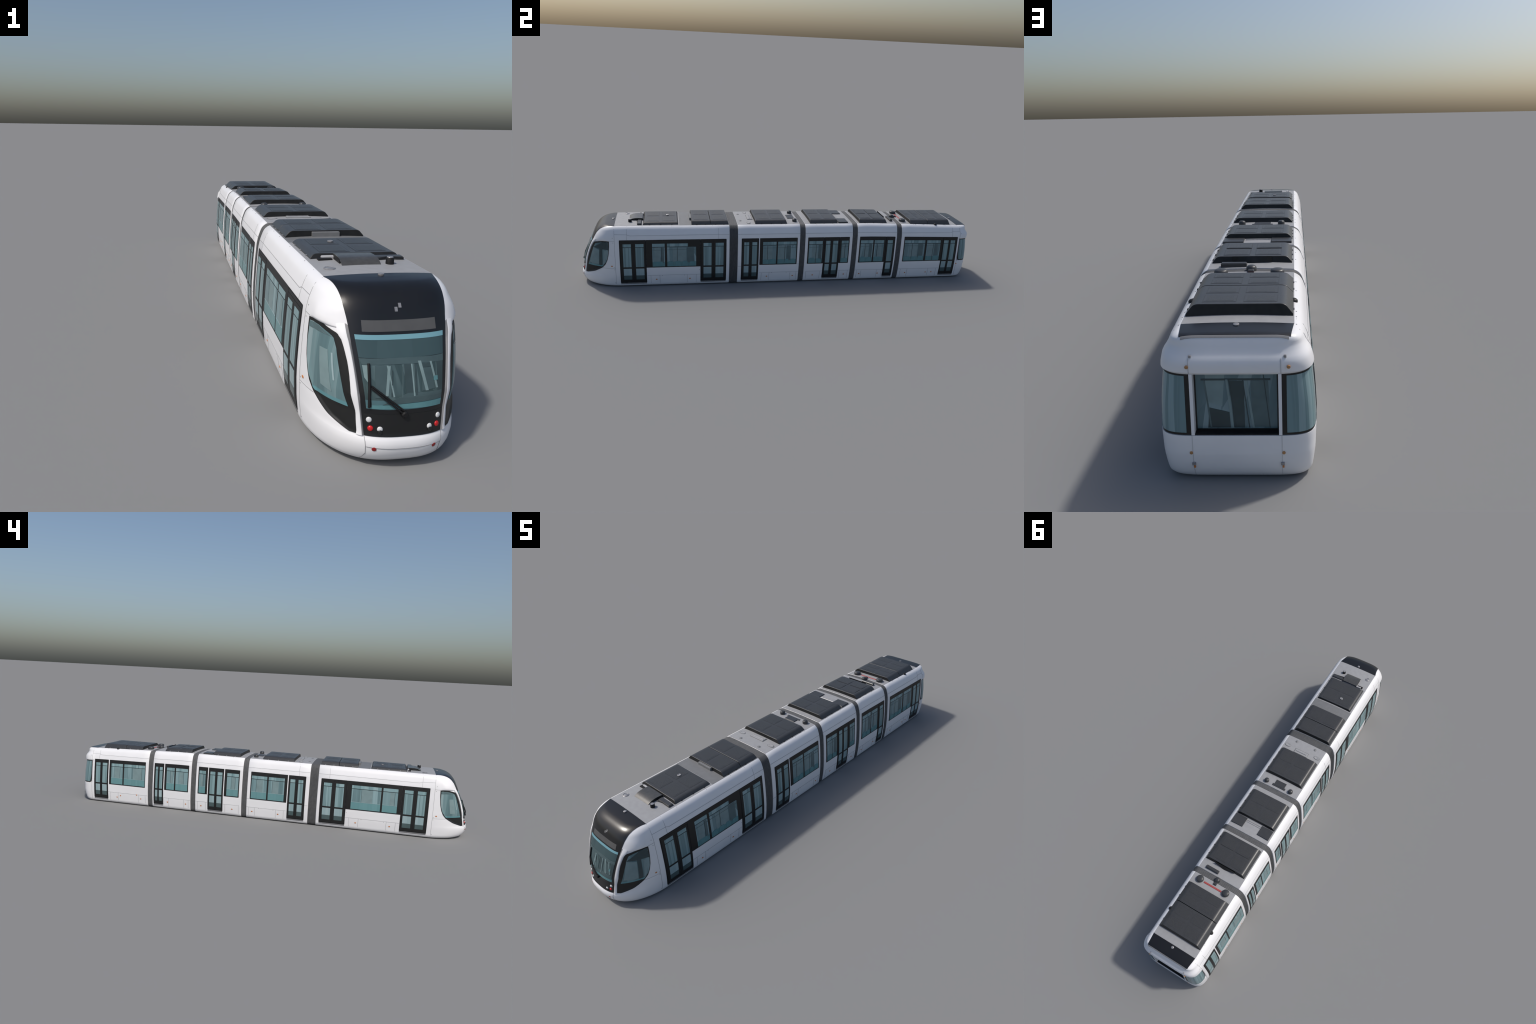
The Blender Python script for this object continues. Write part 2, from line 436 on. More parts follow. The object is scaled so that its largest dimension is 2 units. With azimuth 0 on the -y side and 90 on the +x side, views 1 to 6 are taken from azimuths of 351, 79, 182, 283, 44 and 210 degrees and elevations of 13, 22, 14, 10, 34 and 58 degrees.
# ------------------------------------------------------------------ doors and windows
ZT, ZB, ZD = .2388, .0995, .0190          # frame top, window frame foot, door foot
def window_frame(sg, y0, y1, rad=.002):
    c = car_at((y0 + y1) / 2)
    v, f = side_panel(sg, y0, y1, ZB, ZT, .0008, .004, rad)
    return add_mesh("window_frame", v, f, M["black"], c, smooth_angle=30)
def pane(sg, y0, y1, z0, z1, mat, parent, name="window_pane", off=.0013):
    v, f = side_panel(sg, y0, y1, z0, z1, off, .0012, .0008)
    return add_mesh(name, v, f, mat, parent, smooth_angle=30)
def window(sg, frame, y0, y1, sash=True, top=.2195, low_top=.2015):
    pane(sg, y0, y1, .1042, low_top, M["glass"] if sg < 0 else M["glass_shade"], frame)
    if sash: pane(sg, y0, y1, .2042, top, M["glass_top"], frame, "transom_pane")
def door(sg, y0, y1, panes, split, rounded=.0025):
    c = car_at((y0 + y1) / 2)
    v, f = side_panel(sg, y0, y1, ZD, ZT, .0006, .004, rounded)
    fr = add_mesh("door", v, f, M["rubber"], c, smooth_angle=30)
    edges = [y0 + .004] + list(split) + [y1 - .004]
    for a, b in zip(edges[:-1], edges[1:]):
        v, f = side_panel(sg, a + .0006, b - .0006, ZD + .004, ZT - .010, .0012, .002, .001)
        add_mesh("door_leaf", v, f, M["black"], fr, smooth_angle=30)
    v, f = side_panel(sg, y0 + .003, y1 - .003, ZT - .009, ZT - .002, .0010, .002)
    add_mesh("door_header", v, f, M["black"], fr, smooth_angle=30)
    for a, b in panes:
        pane(sg, a, b, .1042, .2015, M["glass_door"], fr, "door_pane", .0017)
        pane(sg, a, b, .2042, .2195, M["glass_top"], fr, "door_pane", .0017)
        pane(sg, a, b, .0380, .0960, M["glass_low"], fr, "door_pane", .0017)
        # handle button
    v, f = side_panel(sg, y0 + .001, y1 - .001, .0135, .0180, .0012, .004)
    add_mesh("door_sill", v, f, M["step"], c, smooth_angle=30)

for sg in (1, -1):
    # leading carriage
    door(sg, -.8085, -.6840, [(-.792, -.754), (-.734, -.695)], [-.744])
    fr = window_frame(sg, -.6838, -.4252, .0)
    if sg > 0:
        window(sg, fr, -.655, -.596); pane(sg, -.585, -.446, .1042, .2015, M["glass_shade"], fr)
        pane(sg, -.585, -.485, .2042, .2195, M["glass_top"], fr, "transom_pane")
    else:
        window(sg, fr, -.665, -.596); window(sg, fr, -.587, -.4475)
    door(sg, -.4250, -.2978, [(-.410, -.371), (-.351, -.312)], [-.361])
    # second carriage
    door(sg, -.2230, -.1365, [(-.210, -.186), (-.170, -.146)], [-.178])
    if sg > 0:
        fr = window_frame(sg, -.1315, .0595); window(sg, fr, -.115, -.048); window(sg, fr, -.040, .054)
    else:
        fr = window_frame(sg, -.1315, .0560); window(sg, fr, -.117, -.036); window(sg, fr, -.028, .051)
    # middle carriage
    if sg > 0:
        fr = window_frame(sg, .1135, .1978); window(sg, fr, .120, .190)
        door(sg, .1980, .2805, [(.208, .2305), (.245, .2705)], [.238])
        fr = window_frame(sg, .2807, .3315); window(sg, fr, .290, .3265)
    else:
        fr = window_frame(sg, .1142, .1932); window(sg, fr, .1195, .180)
        door(sg, .1982, .2792, [(.206, .231), (.244, .270)], [.2375])
        fr = window_frame(sg, .2837, .3342); window(sg, fr, .295, .329)
    # fourth carriage
    if sg > 0:
        fr = window_frame(sg, .386, .5268); window(sg, fr, .3925, .459); window(sg, fr, .467, .518)
        door(sg, .527, .578, [(.538, .5655)], [])
    else:
        fr = window_frame(sg, .387, .5195); window(sg, fr, .392, .4575); window(sg, fr, .4655, .508)
        door(sg, .5247, .5785, [(.532, .548), (.5575, .5695)], [.5528])
    # rear carriage
    if sg > 0:
        fr = window_frame(sg, .6285, .8455); window(sg, fr, .633, .746); window(sg, fr, .757, .833)
        door(sg, .8457, .9285, [(.852, .8775), (.890, .9145)], [.884])
    else:
        fr = window_frame(sg, .6285, .8365); window(sg, fr, .6315, .7505); window(sg, fr, .7585, .825)
        door(sg, .8425, .9245, [(.850, .8765), (.890, .9145)], [.883])

# ------------------------------------------------------------------ cab: side windows, mask, pillars
cab = carriages[0]
FR_FRONT = ([.0625, .109, .147, .18, .2052, .2185, .2238, .2293, .2330], [-.9742, -.9652, -.9568, -.9450, -.9335, -.9265, -.9208, -.905, -.885])
_zz = np.linspace(.0625, .2185, 14)   # smooth sweep of the leading edge
_c = np.polyfit(FR_FRONT[0][:6], FR_FRONT[1][:6], 3)
FR_FRONT = (list(_zz) + FR_FRONT[0][6:], [float(np.polyval(_c, z)) for z in _zz] + FR_FRONT[1][6:])
FR_REAR = ([.0625, .0688, .078, .0888, .1002, .118, .139, .162, .187, .21, .2330], [-.966, -.951, -.927, -.909, -.8905, -.8755, -.866, -.86, -.8565, -.8545, -.854])
GL_FRONT = ([.1050, .1331, .1678, .199, .2160, .2223, .2272], [-.9582, -.950, -.9385, -.9275, -.9185, -.9058, -.885])
GL_REAR = ([.1050, .1082, .1314, .1543, .187, .2272], [-.892, -.887, -.871, -.8635, -.8585, -.8578])
for sg in (1, -1):
    def outline(lo, hi, off, depth, n=26, cols=14):
        P = []
        for z in np.linspace(lo[0][0], lo[0][-1], n):
            ya, yb = float(np.interp(z, *lo)), float(np.interp(z, *hi))
            P.append([(sg * body_x(y, z), y, z) for y in np.linspace(ya, yb, cols)])
        return sheet(P, off, depth, out=(sg, -.4, 0))
    v, f = outline(FR_FRONT, FR_REAR, .0014, .005, 60, 30)
    fr = add_mesh("cab_window_frame", v, f, M["black"], cab, smooth_angle=30)
    v, f = outline(GL_FRONT, GL_REAR, .0020, .0015, 40, 26)
    add_mesh("cab_window_pane", v, f, M["glass_cab"], fr, smooth_angle=30)

MASK_X = ([.0615, .102, .11, .225, .25, .27, .28, .295, .302], [.0685, .0728, .0737, .0870, .0902, .0935, .0962, .1030, .1075])
def arc_hit(x, al, yo=-.829, zo=.27):
    """roof-front surface hit by a ray from (yo, zo) at angle al in the lengthwise plane at sideways x"""
    lo, hi = 0.0, .13
    for _ in range(40):
        r = (lo + hi) / 2; y, z = yo - r * math.cos(al), zo + r * math.sin(al)
        ins = False
        if z < ROOF_Z:
            W = half_width(z); a, b = nose_exp(z); L = YF - float(np.interp(z, *NOSE))
            ins = L > 1e-6 and (abs(x) / W) ** a + (max(0, YF - y) / L) ** b < 1
        if ins: lo = r
        else: hi = r
    return (x, yo - lo * math.cos(al), zo + lo * math.sin(al))
cols = np.linspace(-1, 1, 33)
P = [[(s * float(np.interp(z, *MASK_X)), nose_y(s * float(np.interp(z, *MASK_X)), z), z) for s in cols]
     for z in list(np.linspace(.0615, .25, 26)) + [.258, .264]]
for al in np.linspace(0, math.pi / 2, 26):
    z_nom = arc_hit(0, al)[2]
    xe = .0935 + (.1068 - .0935) * (al / (math.pi / 2)) ** 1.0
    P.append([arc_hit(s * xe, al) for s in cols])
v, f = sheet(P, .0008, .004, out=(0, -1, .4))
mask = add_mesh("front_mask", v, f, M["mask"], cab, smooth_angle=30)

def front_panel(z0, z1, x0f, x1f, off, depth, n=12, c=17, sag=0.0):
    """panel on the windscreen surface; sag lowers the middle"""
    P = []
    for z in np.linspace(z0, z1, n):
        row = []
        for t in np.linspace(0, 1, c):
            x = x0f(z) + (x1f(z) - x0f(z)) * t; zz = z - sag * (1 - (2 * t - 1) ** 2)
            row.append((x, nose_y(x, zz), zz))
        P.append(row)
    return sheet(P, off, depth, out=(0, -1, .3))
glass_x = lambda z: float(np.interp(z, [.105, .225], [.0655, .0800]))
lower_mask = front_panel(.0618, .100, lambda z: -float(np.interp(z, *MASK_X)) + .001, lambda z: float(np.interp(z, *MASK_X)) - .001, .0013, .002)
add_mesh("lamp_panel", *lower_mask, M["mask_lamp"], cab, smooth_angle=30)
ws = add_mesh("windscreen", *front_panel(.1090, .1900, lambda z: -glass_x(z), glass_x, .0014, .0015, 16, 25, .0015), M["glass_front"], cab, smooth_angle=30)
add_mesh("windscreen_upper_band", *front_panel(.1906, .2180, lambda z: -glass_x(z), glass_x, .0014, .0015, 8, 25, .0015), M["glass_front_top"], ws, smooth_angle=30)
add_mesh("sun_strip", *front_panel(.2184, .2262, lambda z: -glass_x(z), glass_x, .0016, .0016, 4, 25, .0015), M["glass_strip"], ws, smooth_angle=30)
add_mesh("destination_display", *front_panel(.2305, .2485, lambda z: -.0670, lambda z: .0670, .0014, .0015, 5, 21, .0010), M["display"], mask, smooth_angle=30)
# two small square badges and a round cap on the mask
for bx, bz, s in ((.0045, .2697, .0035), (-.0030, .2640, .0035)):
    add_mesh("badge", *front_panel(bz - s, bz + s, lambda z: bx - s * .75, lambda z: bx + s * .75, .0014, .0012, 3, 3), M["metal"], mask, smooth_angle=0)

# white pillars beside the windscreen: raised, inner flank coloured grey for its shade
PZ = list(np.linspace(.0620, .2620, 36))
for sg in (1, -1):
    g = Geo(); rows = []
    for z in PZ:
        xi = float(np.interp(z, *MASK_X))
        if z < .2238:
            yo = float(np.interp(z, *FR_FRONT)); xo = body_x(yo, z)
        else:
            xo = xi + body_x(-.9208, .2238) - float(np.interp(.2238, *MASK_X))
        h = .0034 - .0056 * smooth((z - .218) / .042)
        row = []
        for t, k in ((0, -.6), (.0, .12), (.24, .95), (.38, 1), (.65, 1), (.88, .85), (1, .5), (1, -.6)):
            x = xi + (xo - xi) * t; y = nose_y(x, z)
            # local outward normal in plan
            e = .0015; y2, y1 = nose_y(x + e, z), nose_y(x - e, z); nx, ny = (y2 - y1), -2 * e
            l = math.hypot(nx, ny); hh = (h * k if h > 0 else h) if k > 0 else -.003
            row.append((sg * (x - (nx / l) * hh * -1 if False else x + abs(nx) / l * hh), y - abs(ny) / l * hh, z))
        rows.append(row)
    C = len(rows[0])
    v = [p for r in rows for p in r]
    for r in range(len(rows) - 1):
        for c in range(C - 1):
            q = (r * C + c, r * C + c + 1, (r + 1) * C + c + 1, (r + 1) * C + c)
            g.f.append(q if sg > 0 else q[::-1]); g.i.append(1 if c <= 1 else 0)
    g.v = v
    q = tuple(range(C)); g.f.append(q[::-1] if sg > 0 else q); g.i.append(0)
    g.build("windscreen_pillar", [M["white"], M["cab_grey"]], cab, smooth_angle=50)

# lamps on the nose
def nose_disc(name, x, z, r, mat, parent, bulge=.0022, proud=.0012):
    y = nose_y(x, z); e = .002
    tx = np.array([2 * e, nose_y(x + e, z) - nose_y(x - e, z), 0]); tz = np.array([0, nose_y(x, z + e) - nose_y(x, z - e), 2 * e])
    n = np.cross(tx, tz); n /= np.linalg.norm(n)
    if n[1] > 0: n = -n
    a = tx / np.linalg.norm(tx); b = np.cross(n, a)
    v, f = revolve([(r, -.002), (r, proud), (r * .9, proud + bulge * .45), (r * .6, proud + bulge * .85), (r * .2, proud + bulge)], 24)
    R = np.array([a, b, n]).T
    return add_mesh(name, *moved((v, f), (x, y, z), R), mat, parent, smooth_angle=50)
for sg in (1, -1):
    nose_disc("headlamp", sg * .0615, .0897, .0049, M["lamp"], cab)
    nose_disc("tail_lamp", sg * .0592, .0752, .0049, M["red"], cab)
    nose_disc("fog_lamp", sg * .0440, .0745, .0049, M["lamp"], cab)
    nose_disc("lamp_shade", sg * .0440, .0702, .0042, M["mask_lamp"], cab, .002, .0024)
    nose_disc("bumper_reflector", sg * .0537, .0401, .0040, M["dark_red"], cab, .0006, .0006)

# wiper: pivot, twin arm, blade upright at the left edge of the glass
g = Geo()
def on_glass(x, z, lift): return (x, nose_y(x, z) - lift, z)
for dx, dz in ((0, 0), (.0045, .0025)):
    g.add(*tube([on_glass(-.004 + dx, .101 + dz, .005), on_glass(-.030 + dx * .8, .122 + dz, .006), on_glass(-.060 + dx * .3, .146 + dz, .006)], .0017, 8))
g.add(*tube([on_glass(-.0625, .112, .0035), on_glass(-.0620, .146, .0045), on_glass(-.0610, .183, .0035)], .0024, 8))
g.add(*tube([on_glass(-.0595, .113, .0030), on_glass(-.0590, .176, .0030)], .0009, 6))
g.add(*moved(revolve([(.006, -.002), (.006, .004), (.004, .006)], 16), on_glass(-.003, .1005, .002), [[1, 0, 0], [0, 0, -1], [0, 1, 0]]))
g.build("windscreen_wiper", M["rubber"], cab)

# ------------------------------------------------------------------ tail: corner windows, posts, rear window
tail = carriages[4]
YLO = ([.099, .105, .116, .15, .2300], [.953, .9475, .944, .9405, .9390])
def tail_strip(z0, z1, start, end, off, depth, sg, n=14, c=26):
    """strip round the tail corner from start(z) (length y) to end(z) (sideways x)"""
    P = []
    for z in np.linspace(z0, z1, n):
        X, Y, S = plan_curve(z, True)
        ye = float(np.interp(z, [.099, .2285], [.9985, .990]))
        Y = np.minimum(Y, ye) if False else Y
        sa = float(np.interp(start(z), Y[:1900], S[:1900])); sb = float(np.interp(-end(z), -X, S))
        s = np.linspace(sa, sb, c)
        P.append([(sg * x, y, z) for x, y in zip(np.interp(s, S, X), np.interp(s, S, Y))])
    return sheet(P, off, depth, out=(sg * .5, 1, 0))
for sg in (1, -1):
    fr = add_mesh("corner_window_frame", *tail_strip(.0995, .2290, lambda z: float(np.interp(z, *YLO)), lambda z: .0830, -.0006, .012, sg), M["black"], tail, smooth_angle=30)
    add_mesh("corner_window_pane", *tail_strip(.1045, .2245, lambda z: float(np.interp(z, *YLO)) + .003, lambda z: .0915, .0002, .003, sg), M["glass_corner"], fr, smooth_angle=30)
    post = tail_strip(.0995, .2290, lambda z: .96, lambda z: .0765, -.0003, .016, sg, c=90)
    # keep the last strip only: post between x .0765 and .0825
    P = []
    for z in np.linspace(.0994, .2290, 10):
        P.append([(sg * x, float(np.interp(z, *TAIL)), z) for x in np.linspace(.0766, .0826, 4)])
    add_mesh("window_post", *sheet(P, .0002, .018, out=(0, 1, 0)), M["white"], tail, smooth_angle=30)
P = [[(x, .9822 - (z - .1) * .03, z) for x in np.linspace(-.0765, .0765, 5)] for z in np.linspace(.0995, .2290, 4)]
rw = add_mesh("rear_window_frame", *sheet(P, .0012, .003, out=(0, 1, 0)), M["black"], tail, smooth_angle=0)
P = [[(x, .9822 - (z - .1) * .03, z) for x in np.linspace(-.0735, .0735, 7)] for z in np.linspace(.1045, .2265, 6)]
add_mesh("rear_window_pane", *sheet(P, .0018, .0015, out=(0, 1, 0)), M["glass_rear"], rw, smooth_angle=0)
add_mesh("rear_window_sill", *box(0, .9905, .1000, .153, .0150, .0022, .0004), M["rubber"], tail, smooth_angle=0)

def tail_disc(name, x, z, r, mat, proud=.0012):
    y = float(np.interp(z, *TAIL))
    v, f = revolve([(r, -.002), (r, proud * .6), (r * .7, proud)], 18)
    return add_mesh(name, *moved((v, f), (x, y, z), [[1, 0, 0], [0, 0, 1], [0, -1, 0]]), mat, tail, smooth_angle=50)
for x, z in ((.0845, .2465), (-.0955, .2465)): tail_disc("rear_marker", x, z, .0034, M["amber"])
for x in (.0848, -.0848): tail_disc("rear_reflector", x, .0635, .0031, M["amber"])
for x in (.0815, -.0825):
    g = Geo()
    g.add(*box(x, .9968, .0395, .0065, .004, .0055, .0005)); g.add(*box(x - .001, .9952, .0330, .0035, .004, .0050, .0005), 1)
    g.build("rear_latch", [M["metal"], M["orange"]], tail, smooth_angle=0)
for x in (.079, -.0895):
    g = Geo(); g.add(*box(x, .9925, .2655, .0045, .004, .0050, .0005)); g.build("cap_latch", M["metal"], tail, smooth_angle=0)

# ------------------------------------------------------------------ flat plates on opaque panes, drawing cabin shapes and reflections
M["cabin_dark"] = material("cabin_dark", (0.042, 0.066, 0.072), 0.3, 0.35, grain=0.1)
M["cabin_mid"] = material("cabin_mid", (0.09, 0.14, 0.15), 0.3, 0.35, grain=0.1)
M["cabin_front"] = material("cabin_front", (0.062, 0.098, 0.106), 0.3, 0.35, grain=0.1)
M["cabin_pale"] = material("cabin_pale", (0.19, 0.27, 0.28), 0.3, 0.35, grain=0.08)
M["cabin_teal"] = material("cabin_seat_teal", (0.10, 0.235, 0.255), 0.3, 0.35, grain=0.08)
M["cabin_bright"] = material("cabin_bright", (0.30, 0.40, 0.42), 0.3, 0.35, grain=0.05)
def quad_grid(q, n=4, m=4):
    q = [np.array(p, float) for p in q]
    return [[(q[0] * (1 - u) + q[1] * u) * (1 - t) + (q[3] * (1 - u) + q[2] * u) * t for u in np.linspace(0, 1, n)] for t in np.linspace(0, 1, m)]
def glimpse_front(name, q, mat, lvl=1, n=9, m=9):
    P = [[(p[0], nose_y(*p), p[1]) for p in r] for r in quad_grid(q, n, m)]
    return add_mesh(name, *sheet(P, .0018 + .00018 * lvl, .0008, out=(0, -1, .3)), M[mat], ws, smooth_angle=0)
def glimpse_side(name, sg, q, mat, parent, lvl=1, base=.0014, n=5, m=9):
    P = [[(sg * body_x(*p), p[0], p[1]) for p in r] for r in quad_grid(q, n, m)]
    return add_mesh(name, *sheet(P, base + .00018 * lvl, .0008, out=(sg, 0, 0)), M[mat], parent, smooth_angle=0)
def rect(a, b, c, d): return [(a, c), (b, c), (b, d), (a, d)]
def bar(x0, z0, x1, z1, w): return [(x0 - w / 2, z0), (x0 + w / 2, z0), (x1 + w / 2, z1), (x1 - w / 2, z1)]
# windscreen: dashboard, rails, door leaves, ticket card
glimpse_front("cabin_ceiling", [(-.071, .1795), (.0745, .1795), (.0752, .1893), (-.0755, .1893)], "cabin_front", 1, 15, 5)
glimpse_front("cabin_wall", [(.060, .133), (.0690, .133), (.0735, .1795), (.061, .1795)], "cabin_dark", 1)
glimpse_front("cabin_door_leaf", [(.001, .131), (.018, .131), (.014, .1795), (.001, .1795)], "cabin_dark", 1)
glimpse_front("cabin_door_leaf", [(-.052, .128), (-.033, .128), (-.031, .178), (-.050, .178)], "cabin_front", 1)
glimpse_front("cabin_door_leaf", [(.030, .136), (.054, .138), (.050, .172), (.032, .172)], "cabin_front", 1)
glimpse_front("cabin_screen", [(.033, .1725), (.052, .1725), (.052, .1785), (.032, .1785)], "cabin_dark", 2)
glimpse_front("pale_patch_plate", [(-.0685, .160), (-.0615, .150), (-.0605, .1790), (-.0710, .1790)], "cabin_pale", 1)
for x0, z0, x1, z1, w, mt in ((.0155, .129, .0145, .179, .0026, "cabin_pale"), (.039, .136, .029, .183, .0055, "cabin_pale"), (.0585, .138, .0495, .181, .0036, "cabin_pale"),
                              (-.033, .131, -.0255, .177, .0050, "cabin_pale"), (-.0205, .129, -.0285, .178, .0026, "cabin_pale"), (-.0245, .130, -.0205, .170, .0016, "cabin_dark"),
                              (.0195, .130, .0210, .179, .0030, "cabin_dark"), (-.006, .128, -.001, .178, .0014, "cabin_mid")):
    glimpse_front("cabin_rail", bar(x0, z0, x1, z1, w), mt, 3)
glimpse_front("ticket_card", rect(.0530, .0605, .1505, .1575), "cabin_teal", 4)
glimpse_front("dashboard", [(-.060, .1095), (.0655, .1085), (.0668, .1190), (-.0645, .1150)], "cabin_teal", 1, 15, 5)
glimpse_front("dashboard", [(-.040, .1165), (.0665, .1205), (.0675, .1335), (.004, .1345)], "cabin_front", 2, 13, 6)
# rear window
def glimpse_rear(name, q, mat, lvl=1):
    P = [[(p[0], .9822 - (p[1] - .1) * .03, p[1]) for p in r] for r in quad_grid(q, 3, 3)]
    return add_mesh(name, *sheet(P, .0018 + .0002 * lvl, .0004, out=(0, 1, 0)), M[mat], rw, smooth_angle=0)
glimpse_rear("bright_patch_plate", [(.0560, .163), (.0265, .153), (.0200, .2262), (.0560, .2262)], "cabin_pale", 1)
glimpse_rear("cabin_ceiling", rect(-.062, .064, .2080, .2120), "cabin_dark", 2)
glimpse_rear("cabin_wall", [(-.060, .108), (-.028, .108), (-.026, .207), (-.058, .207)], "cabin_mid", 1)
glimpse_rear("cabin_wall", [(-.014, .106), (.006, .106), (.012, .207), (-.014, .207)], "cabin_dark", 1)
for x0, z0, x1, z1, w, mt in ((.008, .106, .0175, .210, .0040, "cabin_pale"), (-.030, .106, -.018, .208, .0040, "cabin_pale"), (.003, .106, .0135, .210, .0018, "cabin_dark"),
                              (-.060, .106, -.049, .2245, .0016, "cabin_dark"), (.048, .108, .058, .208, .0030, "cabin_mid"), (-.0225, .106, -.0120, .208, .0018, "cabin_dark")):
    glimpse_rear("cabin_rail", bar(x0, z0, x1, z1, w), mt, 3)
glimpse_rear("cabin_seat", [(.054, .106), (.012, .106), (.014, .140), (.050, .150)], "cabin_dark", 2)
# cab side windows
for o in list(tram.children_recursive):
    if o.name.startswith("cab_window_frame"):
        sg = 1 if o.data.vertices[0].co.x > 0 else -1
        if sg < 0:
            glimpse_side("cabin_door", sg, [(-.932, .121), (-.907, .125), (-.8965, .192), (-.9155, .192)], "cabin_pale", o, 1, .0025)
            glimpse_side("cabin_rail", sg, bar(-.9345, .1430, -.9235, .189, .003), "cabin_bright", o, 2, .0025)
            glimpse_side("cabin_ceiling", sg, [(-.916, .2165), (-.8582, .2165), (-.8582, .2265), (-.885, .2265)], "cabin_mid", o, 1, .0025)
        else:
            glimpse_side("cabin_ceiling", sg, [(-.929, .1975), (-.8586, .1900), (-.8582, .2265), (-.886, .2268)], "cabin_dark", o, 1, .0025, 12, 12)
            glimpse_side("cabin_post", sg, [(-.9050, .112), (-.8910, .112), (-.8860, .200), (-.8985, .200)], "cabin_dark", o, 2, .0025)
            glimpse_side("pale_plate", sg, [(-.8870, .1145), (-.8765, .1260), (-.8620, .1850), (-.8795, .1880)], "cabin_pale", o, 1, .0025)
            glimpse_side("pale_plate", sg, [(-.9500, .1200), (-.9070, .1160), (-.9010, .1890), (-.9290, .1960)], "cabin_pale", o, 1, .0025)
# saloon windows: pale plates on the panes, rails, posts and seats
rng = random.Random(11)
for o in list(tram.children_recursive):
    if o.name.startswith("window_frame"):
        for p in list(o.children):
            if not p.name.startswith("window_pane"): continue
            ysv = [v.co.y for v in p.data.vertices]; y0, y1 = min(ysv) + .0006, max(ysv) - .0006
            sg = 1 if p.data.vertices[0].co.x > 0 else -1; wd = y1 - y0
            if sg > 0:
                a = y0 + wd * rng.uniform(.02, .35); b = min(y1 - .002, a + wd * rng.uniform(.35, .55))
                glimpse_side("pale_plate", sg, rect(a, b, .128, .1995), "cabin_pale", p, 1)
                if b < y1 - .02: glimpse_side("cabin_wall", sg, rect(b + .003, min(y1, b + .003 + wd * .25), .122, .2000), "cabin_mid", p, 1)
                glimpse_side("cabin_rail", sg, rect(y0, y1, .1875, .1892), "cabin_mid", p, 2)
                c = y0 + wd * rng.uniform(.25, .75); glimpse_side("cabin_post", sg, bar(c, .1048, c + .001, .2005, .0022), "cabin_dark", p, 3)
                k = max(1, int(wd / .03))
                for j in range(k):
                    s0 = y0 + wd * (j + .08) / k; s1 = y0 + wd * (j + .86) / k; zt_ = rng.uniform(.127, .133)
                    glimpse_side("cabin_seat", sg, [(s0, .1048), (s1, .1048), (s1 - .003, zt_), (s0 + .003, zt_)], "cabin_teal", p, 4)
            else:
                a = y0 + wd * rng.uniform(.1, .4); b = min(y1 - .002, a + wd * rng.uniform(.3, .5))
                glimpse_side("pale_plate", sg, rect(a, b, .1395, .2005), "cabin_pale", p, 1)
                glimpse_side("seat_rail", sg, rect(y0, y1, .1382, .1394), "cabin_bright", p, 2)
                c = rng.choice((a, b)); glimpse_side("cabin_post", sg, bar(c, .1395, c, .2005, .0020), "cabin_mid", p, 3)

# ------------------------------------------------------------------ roof
def roof_panel(x0, x1, y0, y1, off, depth=.002, nx=13, ny=3):
    P = [[(x, y, roof_z(x)) for x in np.linspace(x0, x1, nx)] for y in np.linspace(y0, y1, ny)]
    return sheet(P, off, depth, out=(0, 0, 1))
def on_roof(x, y): return droop((x, y, roof_z(x)))
def roof_skin(y0, y1, mat, car, name="roof_panel"):
    return add_mesh(name, *roof_panel(-.1062, .1062, y0, y1, .0006), mat, carriages[car], smooth_angle=30)
roof_skin(-.8285, -.525, M["roof"], 0)
roof_skin(-.5248, -.2826, M["roof_dark"], 0)
roof_skin(-.2409, .0724, M["roof"], 1)
roof_skin(.1001, .3469, M["roof"], 2)
roof_skin(.3741, .5864, M["roof"], 3)
roof_skin(.6136, .9240, M["roof"], 4)
def tail_z(x, y):
    lo, hi = .26, ROOF_Z
    for _ in range(36):
        z = (lo + hi) / 2; W = half_width(z); a, b = tail_exp(z); L = float(np.interp(z, *TAIL)) - YR
        if W > 0 and (abs(x) / W) ** a + (max(0, y - YR) / L) ** b < 1: lo = z
        else: hi = z
    return lo
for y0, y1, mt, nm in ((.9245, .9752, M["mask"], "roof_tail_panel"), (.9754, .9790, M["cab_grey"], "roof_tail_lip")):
    P = [[(x, y, tail_z(x, y)) for x in np.linspace(-1, 1, 21) * ((.1056 - .11 * (y - .9245)) if nm == "roof_tail_panel" else .0965)] for y in np.linspace(y0, y1, 10)]
    add_mesh(nm, *sheet(P, .0013, .005, out=(0, .1, 1)), mt, tail, smooth_angle=30)

